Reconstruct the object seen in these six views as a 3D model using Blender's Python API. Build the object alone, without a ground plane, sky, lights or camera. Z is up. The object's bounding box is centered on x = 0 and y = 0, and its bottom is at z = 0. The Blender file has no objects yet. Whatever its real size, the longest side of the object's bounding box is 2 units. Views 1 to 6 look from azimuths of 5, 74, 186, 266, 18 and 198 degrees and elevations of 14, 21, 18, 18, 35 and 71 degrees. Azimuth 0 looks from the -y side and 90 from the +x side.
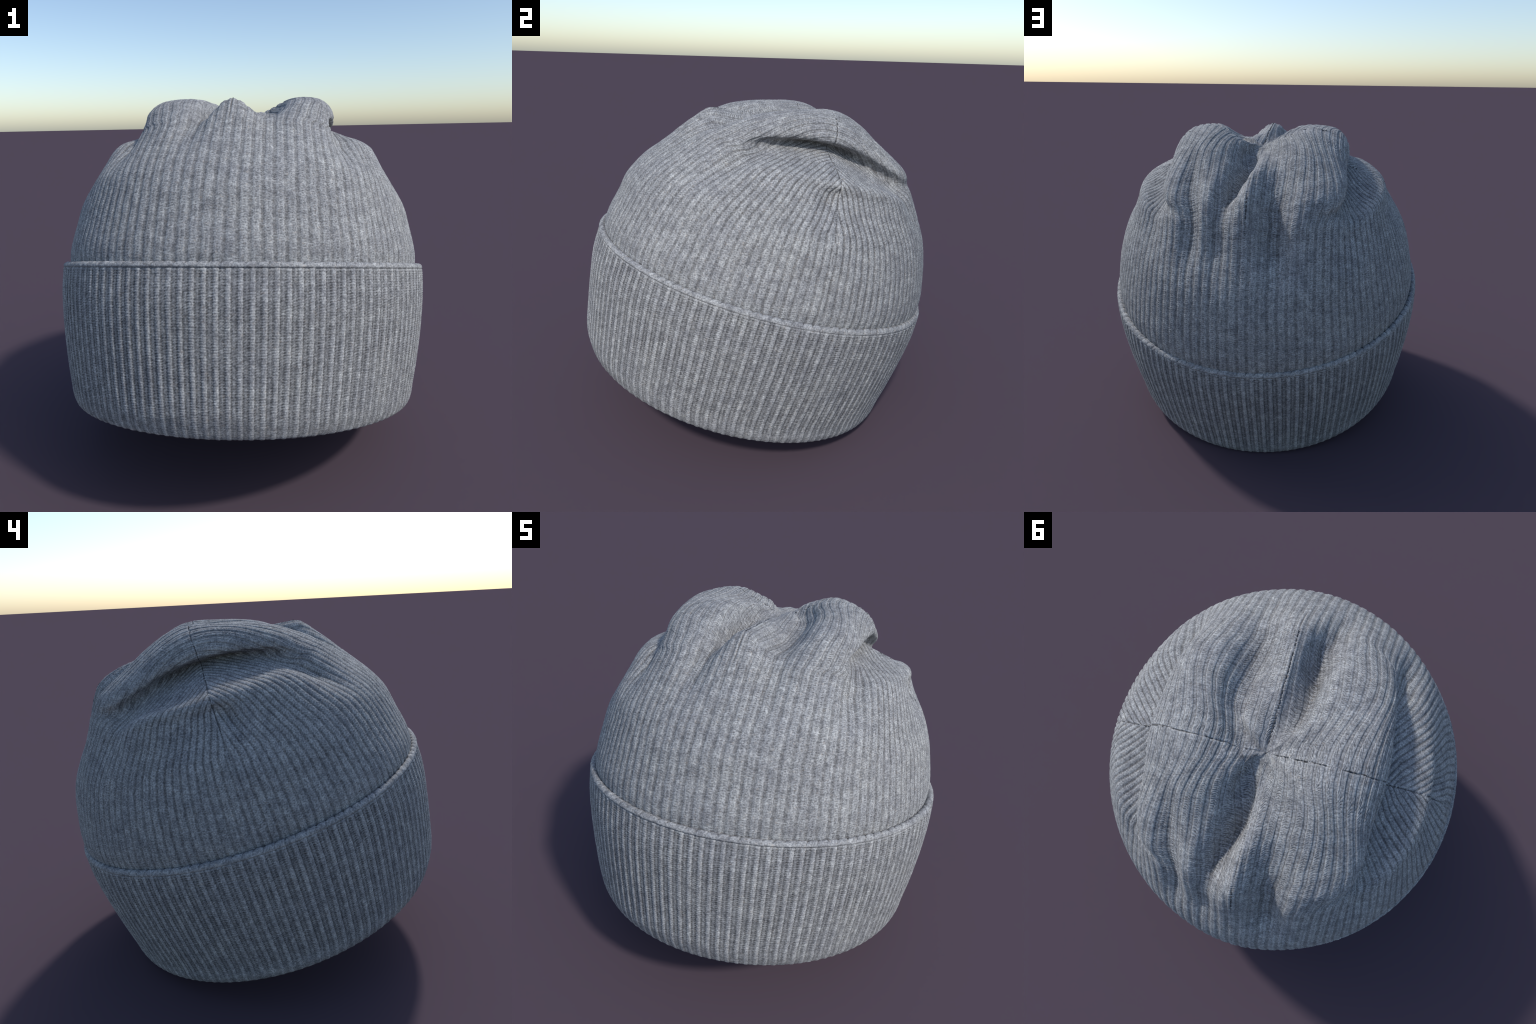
"""A folded-cuff rib-knit beanie, slumped a little backwards, with a crumpled top.

Everything is built in the hat's own frame (x = right ear, y = back of head,
h = along the axis of the cap), which is then leaned backwards about x.
"""
import math
import numpy as np

# ------------------------------------------------------------------ frame
ORIGIN = np.array([0.0, 0.054, 0.892])      # centre of the cuff's upper rim
LEAN = 0.266                                # backward lean, radians
AX = np.array([1.0, 0.0, 0.0])
AY = np.array([0.0, math.cos(LEAN), -math.sin(LEAN)])
AH = np.array([0.0, math.sin(LEAN), math.cos(LEAN)])

RIBS = 128                                  # ribs round the whole hat
ROW = 0.0105                                # height of one knitted row
TAU = 2.0 * math.pi


def smooth(a, b, x):
    t = np.clip((x - a) / (b - a), 0.0, 1.0)
    return t * t * (3.0 - 2.0 * t)


def catmull(K, u):
    """Catmull-Rom through the rows of K (open ends) at real indices u."""
    n = len(K)
    i = np.clip(np.floor(u).astype(int), 0, n - 2)
    f = (u - i).reshape((-1,) + (1,) * (K.ndim - 1))
    ext = np.concatenate([[2 * K[0] - K[1]], K, [2 * K[-1] - K[-2]]])
    p0, p1, p2, p3 = ext[i], ext[i + 1], ext[i + 2], ext[i + 3]
    return 0.5 * (2 * p1 + (p2 - p0) * f + (2 * p0 - 5 * p1 + 4 * p2 - p3) * f**2
                  + (3 * p1 - p0 - 3 * p2 + p3) * f**3)


def normals(P):
    dc = np.roll(P, -1, 1) - np.roll(P, 1, 1)
    dr = np.gradient(P, axis=0)
    n = np.cross(dc, dr)
    n /= np.maximum(np.linalg.norm(n, axis=-1, keepdims=True), 1e-9)
    # all columns meet at the tip: share one direction there
    tip = np.linalg.norm(P - P[-1:].mean(1, keepdims=True), axis=-1, keepdims=True)
    if np.ptp(P[-1], axis=0).max() < .02:
        k = smooth(.015, .05, tip)
        n = n * k + n[-40:-4].mean((0, 1)) * (1 - k)
        n /= np.maximum(np.linalg.norm(n, axis=-1, keepdims=True), 1e-9)
    return n


# ------------------------------------------------------------------ crown
# Meridian profiles (radius, height): from inside the cuff up over the
# shoulder, into the crease, out round the overhanging lip, over the hump and
# down to the point where the four panels meet.
ACROSS = [(.890, -.097), (.901, .050), (.873, .200), (.846, .300), (.801, .400), (.735, .500), (.704, .562), (.690, .616),
          (.600, .660), (.398, .742), (.482, .774), (.466, .834), (.397, .888), (.266, .916), (.128, .866), (.001, .815)]
BACK22 = [(.895, -.097), (.911, .050), (.883, .200), (.851, .300), (.809, .400), (.756, .500), (.722, .572), (.688, .622),
          (.580, .640), (.418, .722), (.506, .757), (.488, .815), (.414, .868), (.275, .915), (.128, .877), (.001, .815)]
BACK45 = [(.914, -.097), (.926, .050), (.895, .200), (.863, .300), (.823, .400), (.767, .500), (.734, .555), (.705, .594),
          (.672, .622), (.629, .659), (.635, .702), (.593, .755), (.480, .816), (.328, .874), (.145, .872), (0, .815)]
BACK67 = [(.934, -.098), (.947, .050), (.912, .200), (.879, .300), (.834, .400), (.767, .500), (.729, .556), (.698, .606),
          (.674, .651), (.648, .688), (.616, .723), (.574, .756), (.479, .792), (.319, .824), (.145, .828), (.001, .815)]
BACK90 = [(.944, -.099), (.958, .050), (.927, .200), (.893, .300), (.840, .400), (.763, .500), (.724, .554), (.695, .604),
          (.668, .648), (.638, .692), (.606, .733), (.565, .768), (.470, .808), (.320, .842), (.145, .838), (0, .815)]
FRONT22 = [(.895, -.097), (.906, .050), (.876, .200), (.849, .300), (.796, .399), (.744, .500), (.712, .563), (.668, .608),
           (.576, .645), (.416, .727), (.506, .750), (.493, .812), (.422, .865), (.274, .886), (.125, .852), (.001, .815)]
FRONT45 = [(.912, -.097), (.926, .050), (.890, .200), (.860, .300), (.821, .400), (.754, .500), (.711, .555), (.680, .592),
           (.652, .622), (.628, .655), (.606, .698), (.574, .745), (.490, .806), (.331, .852), (.145, .854), (.001, .815)]
FRONT67 = [(.928, -.097), (.939, .050), (.906, .200), (.877, .300), (.833, .400), (.758, .500), (.715, .558), (.678, .606),
           (.648, .643), (.617, .675), (.582, .704), (.538, .730), (.456, .769), (.319, .815), (.145, .826), (.001, .815)]
FRONT90 = [(.934, -.098), (.944, .050), (.908, .200), (.886, .300), (.827, .400), (.753, .500), (.708, .559), (.668, .613),
           (.637, .652), (.606, .687), (.574, .722), (.533, .750), (.437, .765), (.299, .785), (.140, .804), (0, .815)]
HALF = [FRONT90, FRONT67, FRONT45, FRONT22, ACROSS, BACK22, BACK45, BACK67, BACK90]

# Creases and crests of the crumpled top, drawn on the crown unrolled from its
# tip: (x, y, depth along the surface normal, half-width)
STROKES = [
    # deep groove on the right of the back seam, running in to the middle
    [(.020, .00, .0, .05), (.024, .09, -.034, .045), (.032, .18, -.080, .045), (.055, .31, -.118, .050), (.098, .45, -.100, .055), (.145, .64, -.048, .065), (.17, .82, -.028, .07), (.18, 1.00, -.016, .07), (.19, 1.18, 0, .08)],
    # softer dip on the left of the back seam
    [(-.130, .30, .0, .06), (-.120, .42, -.042, .075), (-.132, .54, -.084, .08), (-.145, .70, -.086, .08), (-.175, .88, -.050, .08), (-.18, 1.04, -.022, .08), (-.21, 1.20, 0, .08)],
    # groove on the left of the front seam
    [(-.03, -.05, -.010, .05), (-.070, -.18, -.078, .05), (-.100, -.36, -.112, .056), (-.140, -.54, -.080, .065), (-.19, -.72, -.042, .08), (-.22, -.95, 0, .09)],
    # softer dip on the right of the front seam, curling round to the middle
    [(.09, .03, -.01, .05), (.115, -.06, -.036, .06), (.140, -.16, -.070, .075), (.140, -.34, -.092, .085), (.160, -.52, -.068, .09), (.19, -.72, -.032, .09), (.21, -.95, .0, .09)],
    # little extra fold low on the right back hump
    [(.33, .22, .0, .05), (.305, .36, -.032, .05), (.290, .50, -.050, .055), (.31, .68, -.042, .06), (.34, .86, -.024, .065), (.37, 1.08, .0, .07)],
    # ridges pinched up along the two middle seams
    [(0, -.10, .0, .04), (0, -.30, .014, .04), (0, -.52, .010, .045), (0, -.70, .0, .05)],
    [(0, .25, .0, .04), (0, .50, .018, .045), (0, .62, .010, .05), (0, .80, .0, .05)],
    # the overhanging lips run out downwards as furrows on their outer side
    [(.50, .36, .0, .06), (.540, .44, -.020, .07), (.580, .55, -.022, .08), (.62, .70, -.014, .085), (.67, .92, .0, .08)],
    [(-.50, .36, .0, .06), (-.540, .44, -.020, .07), (-.580, .55, -.022, .08), (-.62, .70, -.014, .085), (-.67, .92, .0, .08)],
    [(.50, -.33, .0, .06), (.535, -.41, -.024, .065), (.570, -.52, -.040, .07), (.61, -.66, -.030, .075), (.66, -.88, .0, .08)],
    [(-.50, -.33, .0, .06), (-.535, -.41, -.024, .065), (-.570, -.52, -.040, .07), (-.61, -.66, -.030, .075), (-.66, -.88, .0, .08)],
    # puckers beside the side seams, just under the shoulder
    [(.80, .02, .0, .03), (.84, -.05, -.022, .04), (.90, -.09, -.016, .045), (.98, -.12, .0, .05)],
    [(-.80, .02, .0, .03), (-.84, -.05, -.022, .04), (-.90, -.09, -.016, .045), (-.98, -.12, .0, .05)],
]


def stroke_height(x, y):
    out = np.zeros_like(x)
    for s in STROKES:
        K = np.array(s)
        C = catmull(K, np.linspace(0, len(K) - 1, 7 * len(K)))
        near = np.full(x.shape, 99.0)
        top = np.zeros_like(x)
        bottom = np.full(x.shape, 1e-12)
        for cx, cy, depth, width in C:
            q = ((x - cx) ** 2 + (y - cy) ** 2) / width ** 2
            k = np.exp(-4 * q)
            top += k * depth
            bottom += k
            near = np.minimum(near, q)
        out += np.exp(-near) * top / bottom
    return out


def crown_surface(ncol, nrow):
    """Smooth crown: points [row, col, 3] in the hat frame, with the angle,
    knot index and mean arc length of each row."""
    ring = HALF + HALF[-2:0:-1]                       # front, right, back, left
    K = np.array(ring)                                # [16, knots, 2], starts at the front seam
    nk = K.shape[1]
    # spacing of rows by mean arc length
    fine = np.linspace(0, nk - 1, 600)
    P = catmull(np.swapaxes(K, 0, 1), fine)           # [600, 16, 2]
    arc = np.concatenate([[0], np.cumsum(np.hypot(*np.moveaxis(np.diff(P, axis=0), 2, 0)).mean(1))])
    a = np.linspace(0, arc[-1], nrow)
    u = np.interp(a, arc, fine)
    P = catmull(np.swapaxes(K, 0, 1), u)              # [nrow, 16, 2]
    P = np.swapaxes(P, 0, 1)
    wrap = np.concatenate([P[-2:], P, P[:3]])
    c = np.arange(ncol) / ncol * 16.0
    Q = np.swapaxes(catmull(wrap, c + 2.0), 0, 1)     # [nrow, ncol, 2]
    ang = np.arange(ncol) / ncol * TAU                # 0 at the front seam, to +x, back, -x
    x = Q[..., 0] * np.sin(ang)
    y = -Q[..., 0] * np.cos(ang)
    h = Q[..., 1].copy()
    P = np.stack([x, y, h], -1)
    # strokes are drawn on the crown unrolled along its front and back meridians
    mid = catmull(.5 * (np.array(FRONT90) + np.array(BACK90)), u)
    reach = np.concatenate([np.cumsum(np.hypot(*np.diff(mid, axis=0).T)[::-1])[::-1], [0]])[:, None]
    fade = smooth(3.0, 6.0, u)[:, None]
    P += (fade * stroke_height(reach * np.sin(ang), -reach * np.cos(ang)))[..., None] * normals(P)
    return P, ang, u, a


# ------------------------------------------------------------------ cuff
# (height, half-width across, half-width front to back, shift to the back)
CUFF = [(-.038, .892, .935, 0), (-.017, .897, .940, 0), (-.004, .907, .948, 0), (-.001, .921, .959, 0), (-.011, .932, .970, 0),
        (-.033, .936, .971, .001), (-.146, .937, .977, 0), (-.301, .927, .965, 0), (-.453, .909, .948, 0), (-.577, .889, .932, 0),
        (-.637, .883, .917, .007), (-.674, .866, .900, .010), (-.680, .837, .873, .004), (-.676, .808, .849, .001), (-.655, .791, .833, .001)]


def cuff_surface(ncol, nrow, k0=0, k1=None):
    K = np.array(CUFF)[k0:k1]
    fine = np.linspace(0, len(K) - 1, 500)
    P = catmull(K, fine)
    arc = np.concatenate([[0], np.cumsum(np.hypot(*np.diff(P[:, :2], axis=0).T))])
    a = np.linspace(0, arc[-1], nrow)
    P = catmull(K, np.interp(a, arc, fine))
    ang = np.arange(ncol) / ncol * TAU
    x = P[:, 1:2] * np.sin(ang)
    y = -P[:, 2:3] * np.cos(ang) + P[:, 3:4]
    h = np.repeat(P[:, :1], ncol, 1)
    return np.stack([x, y, h], -1), ang, a


def to_world(P):
    return ORIGIN + P[..., :1] * AX + P[..., 1:2] * AY + P[..., 2:3] * AH
# ==== end of shape ====

import bpy

ROOT_LABEL = "grey rib-knit beanie with wide folded cuff and crumpled top"


# ------------------------------------------------------------------ knit relief
def lattice_noise(u, v, seed, pu=4096):
    """Smooth value noise on an integer lattice, periodic in u."""
    rng = np.random.default_rng(seed)
    table = rng.random((509, 521))
    iu, iv = np.floor(u).astype(int), np.floor(v).astype(int)
    fu, fv = u - iu, v - iv
    fu, fv = fu * fu * (3 - 2 * fu), fv * fv * (3 - 2 * fv)

    def at(a, b):
        return table[np.mod(np.mod(a, pu), 509), np.mod(b, 521)]
    return ((at(iu, iv) * (1 - fu) + at(iu + 1, iv) * fu) * (1 - fv)
            + (at(iu, iv + 1) * (1 - fu) + at(iu + 1, iv + 1) * fu) * fv)


def wrap_columns(c):
    return np.mod(c, 1.0) - 0.5


def crown_knit():
    ncol, nrow = 1024, 760
    P, ang, knot, arc = crown_surface(ncol, nrow)
    N = normals(P)
    # distance left to the tip along the side seam decides how many ribs remain
    side = P[:, ncol // 4]
    left = np.concatenate([np.cumsum(np.linalg.norm(np.diff(side, axis=0), axis=1)[::-1])[::-1], [0]])
    w_side = np.interp(left, [0, .10, .25, .46, .60, .85, 1.05, 1.25, 2.5], [0, .08, .19, .33, .46, .78, .94, .995, 1.0])[:, None]
    r_mid = .5 * (np.hypot(*P[:, 0, :2].T) + np.hypot(*P[:, ncol // 2, :2].T))
    w_mid = (1.06 * r_mid / (1 + (1.06 * r_mid) ** 14) ** (1 / 14))[:, None]
    quarter = np.abs(np.mod(ang, math.pi) - math.pi * (np.mod(ang, math.pi) > math.pi / 2))
    q = (quarter / (math.pi / 2))[None, :]              # 0 front/back seam, 1 side seam
    U = q * (w_mid * (1 - q ** 2) + w_side * q ** 2) * (RIBS / 4)
    # knitted rows are counted along each rib's own length
    V = np.concatenate([np.zeros((1, ncol)), np.cumsum(np.linalg.norm(np.diff(P, axis=0), axis=-1), axis=0)])
    panel = np.floor(ang / (math.pi / 2)).astype(int)[None, :]
    U = U + .5
    jitter = lattice_noise(U * .7 + panel * 97, V / .05, 3) - .5
    x = np.abs(wrap_columns(U + .10 * jitter))
    row = V / ROW + .35 * (lattice_noise(U * .9 + panel * 71, V / .09, 5) - .5)
    rib = 1 - smooth(.27, .36, x)
    column = 1 - np.clip((x - .15) / .17, -1, 1) ** 2
    chevron = .5 + .5 * np.cos(TAU * (row + 2.6 * x))
    amp = lattice_noise(U * 2 + panel * 53, row, 11)
    patch = lattice_noise(U / 3 + panel * 31, V / .12, 17)
    d = -.0026 * (1 - rib) * (.75 + .5 * patch) + rib * (.0005 * column + .0013 * chevron * (.4 + .6 * column) * (.45 + 1.1 * amp) - .0006)
    d += .0011 * (lattice_noise(U * 3 + panel * 19, V / .006, 23) - .5)
    # the seams pull in
    r = np.hypot(P[..., 0], P[..., 1])
    to_side = r * np.abs(np.cos(ang))[None, :]          # distance from the side seam plane
    to_mid = r * np.abs(np.sin(ang))[None, :]
    seam_on = smooth(.16, .30, arc / arc[-1])[:, None]
    d -= seam_on * .0055 * np.exp(-(to_side / .0045) ** 2) * np.clip(2.2 * lattice_noise(V * 0 + panel, V / .05, 29) - .5, 0, 1.2)
    d -= smooth(.45, .55, arc / arc[-1])[:, None] * .0045 * lattice_noise(V * 0 + panel, V / .04, 37) * 1.4 * np.exp(-(to_mid / .0045) ** 2)
    d *= .25 + .75 * smooth(.01, .05, r)
    return P + N * d[..., None], N, arc


def cuff_knit():
    ncol, nrow = 1024, 300
    P, ang, arc = cuff_surface(ncol, nrow)
    N = -normals(P)
    U = np.repeat((ang / TAU * RIBS)[None, :], nrow, 0) + .5
    V = np.repeat(arc[:, None], ncol, 1)
    turn = .076                                         # arc length of the rolled edge
    edge = 1 - smooth(turn - .004, turn + .004, V)
    U = U + .08 * (lattice_noise(U * .5, V / .11, 41, 64) - .5)
    x = wrap_columns(U)
    ax = np.abs(x)
    row = V / ROW
    bright = 1 - smooth(.15, .22, ax)
    y = np.where(x > 0, x, x + 1.0)                     # .2 .. .8 between the bright columns
    between = 1 - bright
    amp = lattice_noise(U * 3, row, 43, 384)
    patch = lattice_noise(U / 4, V / .13, 47, 32)
    slant = .5 + .5 * np.cos(TAU * (row * .95 + 3.2 * y))
    mid = np.exp(-((y - .47) / .13) ** 2)
    wale = np.exp(-((y - .76) / .05) ** 2)
    d = bright * (.0012 * np.sqrt(np.clip(1 - (ax / .22) ** 2, 0, 1)) + .0007 * np.cos(TAU * (row - .5 * ax)))
    d += between * (-.0032 * (.65 + .7 * patch) + mid * (.0022 * slant * (.4 + 1.2 * amp)) + wale * (.0018 + .0008 * np.cos(TAU * row)))
    d += .0013 * (lattice_noise(U * 4, V / .005, 53, 512) - .5)
    d *= 1 - .55 * smooth(.60, .72, V)
    s = np.clip(V / turn, 0, 1)
    strand = wrap_columns(U * 1.0 + s * .9)
    roll = .0066 * np.sin(math.pi * np.clip((s - .25) / .75, 0, 1)) - .0048 * np.exp(-(strand / .10) ** 2) * np.sin(math.pi * s) \
        + .0008 * np.cos(TAU * (U * 4 + s * 3.0)) + 0.0034 * (lattice_noise(U * 5, V / .007, 59, 640) - .5)
    d = d * (1 - edge) + edge * roll - .003 * np.exp(-((V - turn) / .003) ** 2)
    return P + N * d[..., None], int(np.searchsorted(arc, turn))


# ------------------------------------------------------------------ meshes
def grid_mesh(name, P, flip=False, pole=False):
    nr, nc = P.shape[:2]
    W = to_world(P).reshape(-1, 3)
    r, c = np.meshgrid(np.arange(nr - 1), np.arange(nc), indexing="ij")
    c2 = (c + 1) % nc
    quads = np.stack([r * nc + c, r * nc + c2, (r + 1) * nc + c2, (r + 1) * nc + c], -1).reshape(-1, 4)
    if flip:
        quads = quads[:, ::-1]
    m = bpy.data.meshes.new(name)
    m.vertices.add(len(W))
    m.vertices.foreach_set("co", W.astype(np.float32).ravel())
    m.loops.add(quads.size)
    m.loops.foreach_set("vertex_index", quads.astype(np.int32).ravel())
    m.polygons.add(len(quads))
    m.polygons.foreach_set("loop_start", np.arange(0, quads.size, 4, dtype=np.int32))
    m.update(calc_edges=True)
    m.validate()
    m.polygons.foreach_set("use_smooth", np.ones(len(m.polygons), bool))
    m.update()
    return m


def add(name, mesh, parent, material):
    ob = bpy.data.objects.new(name, mesh)
    bpy.context.scene.collection.objects.link(ob)
    ob.parent = parent
    mesh.materials.append(material)
    return ob


# ------------------------------------------------------------------ wool
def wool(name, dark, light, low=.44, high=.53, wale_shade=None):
    m = bpy.data.materials.new(name)
    m.use_nodes = True
    t = m.node_tree
    N, L = t.nodes, t.links
    bsdf = N["Principled BSDF"]
    bsdf.inputs["Roughness"].default_value = .95
    bsdf.inputs["Specular IOR Level"].default_value = .15
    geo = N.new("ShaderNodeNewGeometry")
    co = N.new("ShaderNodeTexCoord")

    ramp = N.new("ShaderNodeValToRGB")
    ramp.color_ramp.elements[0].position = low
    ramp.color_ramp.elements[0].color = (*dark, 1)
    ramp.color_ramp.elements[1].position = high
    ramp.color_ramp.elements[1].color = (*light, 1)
    L.new(geo.outputs["Pointiness"], ramp.inputs[0])  # cavity darkening: shadow in rib grooves and stitch pits painted into base colour

    def noise(scale, detail, lo, hi, a, b):
        n = N.new("ShaderNodeTexNoise")
        n.inputs["Scale"].default_value = scale
        n.inputs["Detail"].default_value = detail
        r = N.new("ShaderNodeValToRGB")
        r.color_ramp.elements[0].position = lo
        r.color_ramp.elements[1].position = hi
        r.color_ramp.elements[0].color = (*a, 1)
        r.color_ramp.elements[1].color = (*b, 1)
        L.new(co.outputs["Object"], n.inputs["Vector"])
        L.new(n.outputs["Fac"], r.inputs[0])
        return r

    def multiply(a, b):
        x = N.new("ShaderNodeMix")
        x.data_type = "RGBA"
        x.blend_type = "MULTIPLY"
        x.inputs["Factor"].default_value = 1
        L.new(a, x.inputs[6])
        L.new(b, x.inputs[7])
        return x.outputs[2]

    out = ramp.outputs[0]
    if wale_shade:
        # darker bands between the raised wales, multiplied into the colour by angle round the hat
        def math_node(op, a, b=None, c=None):
            n = N.new("ShaderNodeMath")
            n.operation = op
            for k, v in enumerate((a, b, c)):
                if v is None:
                    continue
                if isinstance(v, (int, float)):
                    n.inputs[k].default_value = v
                else:
                    L.new(v, n.inputs[k])
            return n.outputs[0]

        def along(axis):
            n = N.new("ShaderNodeVectorMath")
            n.operation = "DOT_PRODUCT"
            n.inputs[1].default_value = axis
            L.new(rel.outputs[0], n.inputs[0])
            return n.outputs["Value"]

        rel = N.new("ShaderNodeVectorMath")
        rel.operation = "SUBTRACT"
        L.new(co.outputs["Object"], rel.inputs[0])
        rel.inputs[1].default_value = ORIGIN
        turn = math_node("ARCTAN2", along(AX), math_node("MULTIPLY", along(AY), -.964))
        phase = math_node("FRACT", math_node("ADD", math_node("MULTIPLY", turn, RIBS / TAU), RIBS + .5))
        off = math_node("ABSOLUTE", math_node("SUBTRACT", phase, .5))
        band = N.new("ShaderNodeMapRange")
        band.interpolation_type = "SMOOTHSTEP"
        band.inputs["From Min"].default_value = .16
        band.inputs["From Max"].default_value = .25
        band.inputs["To Min"].default_value = 1.06
        band.inputs["To Max"].default_value = wale_shade
        L.new(off, band.inputs["Value"])
        out = multiply(out, band.outputs[0])
    # flecks of lighter and darker fibre, blotches, and broad uneven tone
    out = multiply(out, noise(150, 3, .34, .66, (.62, .63, .645), (1.30, 1.30, 1.29)).outputs[0])
    out = multiply(out, noise(55, 2, .32, .68, (.84, .84, .845), (1.15, 1.15, 1.14)).outputs[0])
    out = multiply(out, noise(22, 2, .32, .68, (.80, .80, .81), (1.15, 1.15, 1.14)).outputs[0])
    out = multiply(out, noise(7, 2, .3, .7, (.93, .93, .945), (1.05, 1.045, 1.03)).outputs[0])
    out = multiply(out, noise(95, 1, .60, .78, (1, 1, 1), (1.04, .96, .89)).outputs[0])
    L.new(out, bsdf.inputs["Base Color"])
    grain = N.new("ShaderNodeTexNoise")
    grain.inputs["Scale"].default_value = 260
    grain.inputs["Detail"].default_value = 2
    L.new(co.outputs["Object"], grain.inputs["Vector"])
    bump = N.new("ShaderNodeBump")
    bump.inputs["Strength"].default_value = .15
    bump.inputs["Distance"].default_value = .004
    L.new(grain.outputs["Fac"], bump.inputs["Height"])
    L.new(bump.outputs["Normal"], bsdf.inputs["Normal"])
    return m


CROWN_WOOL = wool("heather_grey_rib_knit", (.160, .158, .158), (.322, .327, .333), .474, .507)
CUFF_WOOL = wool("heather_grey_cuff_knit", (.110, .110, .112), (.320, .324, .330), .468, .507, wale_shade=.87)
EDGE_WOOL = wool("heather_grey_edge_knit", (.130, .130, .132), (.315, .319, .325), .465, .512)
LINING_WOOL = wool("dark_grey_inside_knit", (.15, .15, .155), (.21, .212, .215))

THREAD = wool("dark_grey_thread", (.060, .062, .068), (.085, .087, .093))

root = bpy.data.objects.new("beanie", None)
root["label"] = ROOT_LABEL
root["category"] = "beanie"
bpy.context.scene.collection.objects.link(root)

crownP, crownN, crown_arc = crown_knit()
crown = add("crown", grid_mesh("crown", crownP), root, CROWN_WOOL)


def seam_stitches():
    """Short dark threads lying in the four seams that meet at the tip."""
    rng = np.random.default_rng(7)
    nr, nc = crownP.shape[:2]
    verts, faces = [], []
    sides = 6
    # seam column, first and last share of the meridian, chance of a stitch, thickness
    for col, a0, a1, chance, thick in ((nc // 4, .36, .985, .62, .0021), (3 * nc // 4, .36, .985, .62, .0021),
                                       (0, .66, .985, .92, .0032), (nc // 2, .575, .67, .90, .0034)):
        rows = np.nonzero((crown_arc / crown_arc[-1] > a0) & (crown_arc / crown_arc[-1] < a1))[0]
        path, nrm = crownP[rows, col], crownN[rows, col]
        length = np.concatenate([[0], np.cumsum(np.linalg.norm(np.diff(path, axis=0), axis=1))])
        at = 0.0
        while at < length[-1] - .02:
            run = rng.uniform(.010, .020)
            if rng.random() < chance:
                t = np.linspace(at, at + run, 5)
                c = np.stack([np.interp(t, length, path[:, k]) for k in range(3)], -1)
                n = np.stack([np.interp(t, length, nrm[:, k]) for k in range(3)], -1)
                n /= np.linalg.norm(n, axis=1, keepdims=True)
                d = np.gradient(c, axis=0)
                d /= np.linalg.norm(d, axis=1, keepdims=True)
                b = np.cross(n, d)
                base = len(verts)
                for i in range(5):
                    r = thick * (.35, .9, 1, .9, .35)[i]
                    for k in range(sides):
                        w = TAU * k / sides
                        verts.append(c[i] + n[i] * (r * math.sin(w) + .0008) + b[i] * r * math.cos(w))
                for i in range(4):
                    for k in range(sides):
                        k2 = (k + 1) % sides
                        faces.append((base + i * sides + k, base + i * sides + k2, base + (i + 1) * sides + k2, base + (i + 1) * sides + k))
                faces.append(tuple(base + k for k in range(sides))[::-1])
                faces.append(tuple(base + 4 * sides + k for k in range(sides)))
            at += run + rng.uniform(.003, .008)
    m = bpy.data.meshes.new("seam_stitch")
    m.from_pydata([tuple(v) for v in to_world(np.array(verts))], [], faces)
    m.polygons.foreach_set("use_smooth", np.ones(len(m.polygons), bool))
    return m


stitches = add("seam_stitch", seam_stitches(), crown, THREAD)
stitches["kind"] = "stuff"
cuffP, split = cuff_knit()
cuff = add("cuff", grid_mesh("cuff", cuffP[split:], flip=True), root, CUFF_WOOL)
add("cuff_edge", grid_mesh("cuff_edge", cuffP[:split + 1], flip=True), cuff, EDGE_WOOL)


def lining():
    P, ang, knot, arc = crown_surface(128, 120)
    up = P - normals(P) * .03
    up = up[arc > .16]
    C, _, _ = cuff_surface(128, 30, 13, 15)
    start = C[-1]
    wall = [start * (1 - k) + (start * np.array([1.06, 1.06, .35])) * k for k in (0, .5, 1)]
    wall += [up[0] * np.array([.99, .99, 1]) - np.array([0, 0, .06])]
    return np.concatenate([np.array(wall), up])


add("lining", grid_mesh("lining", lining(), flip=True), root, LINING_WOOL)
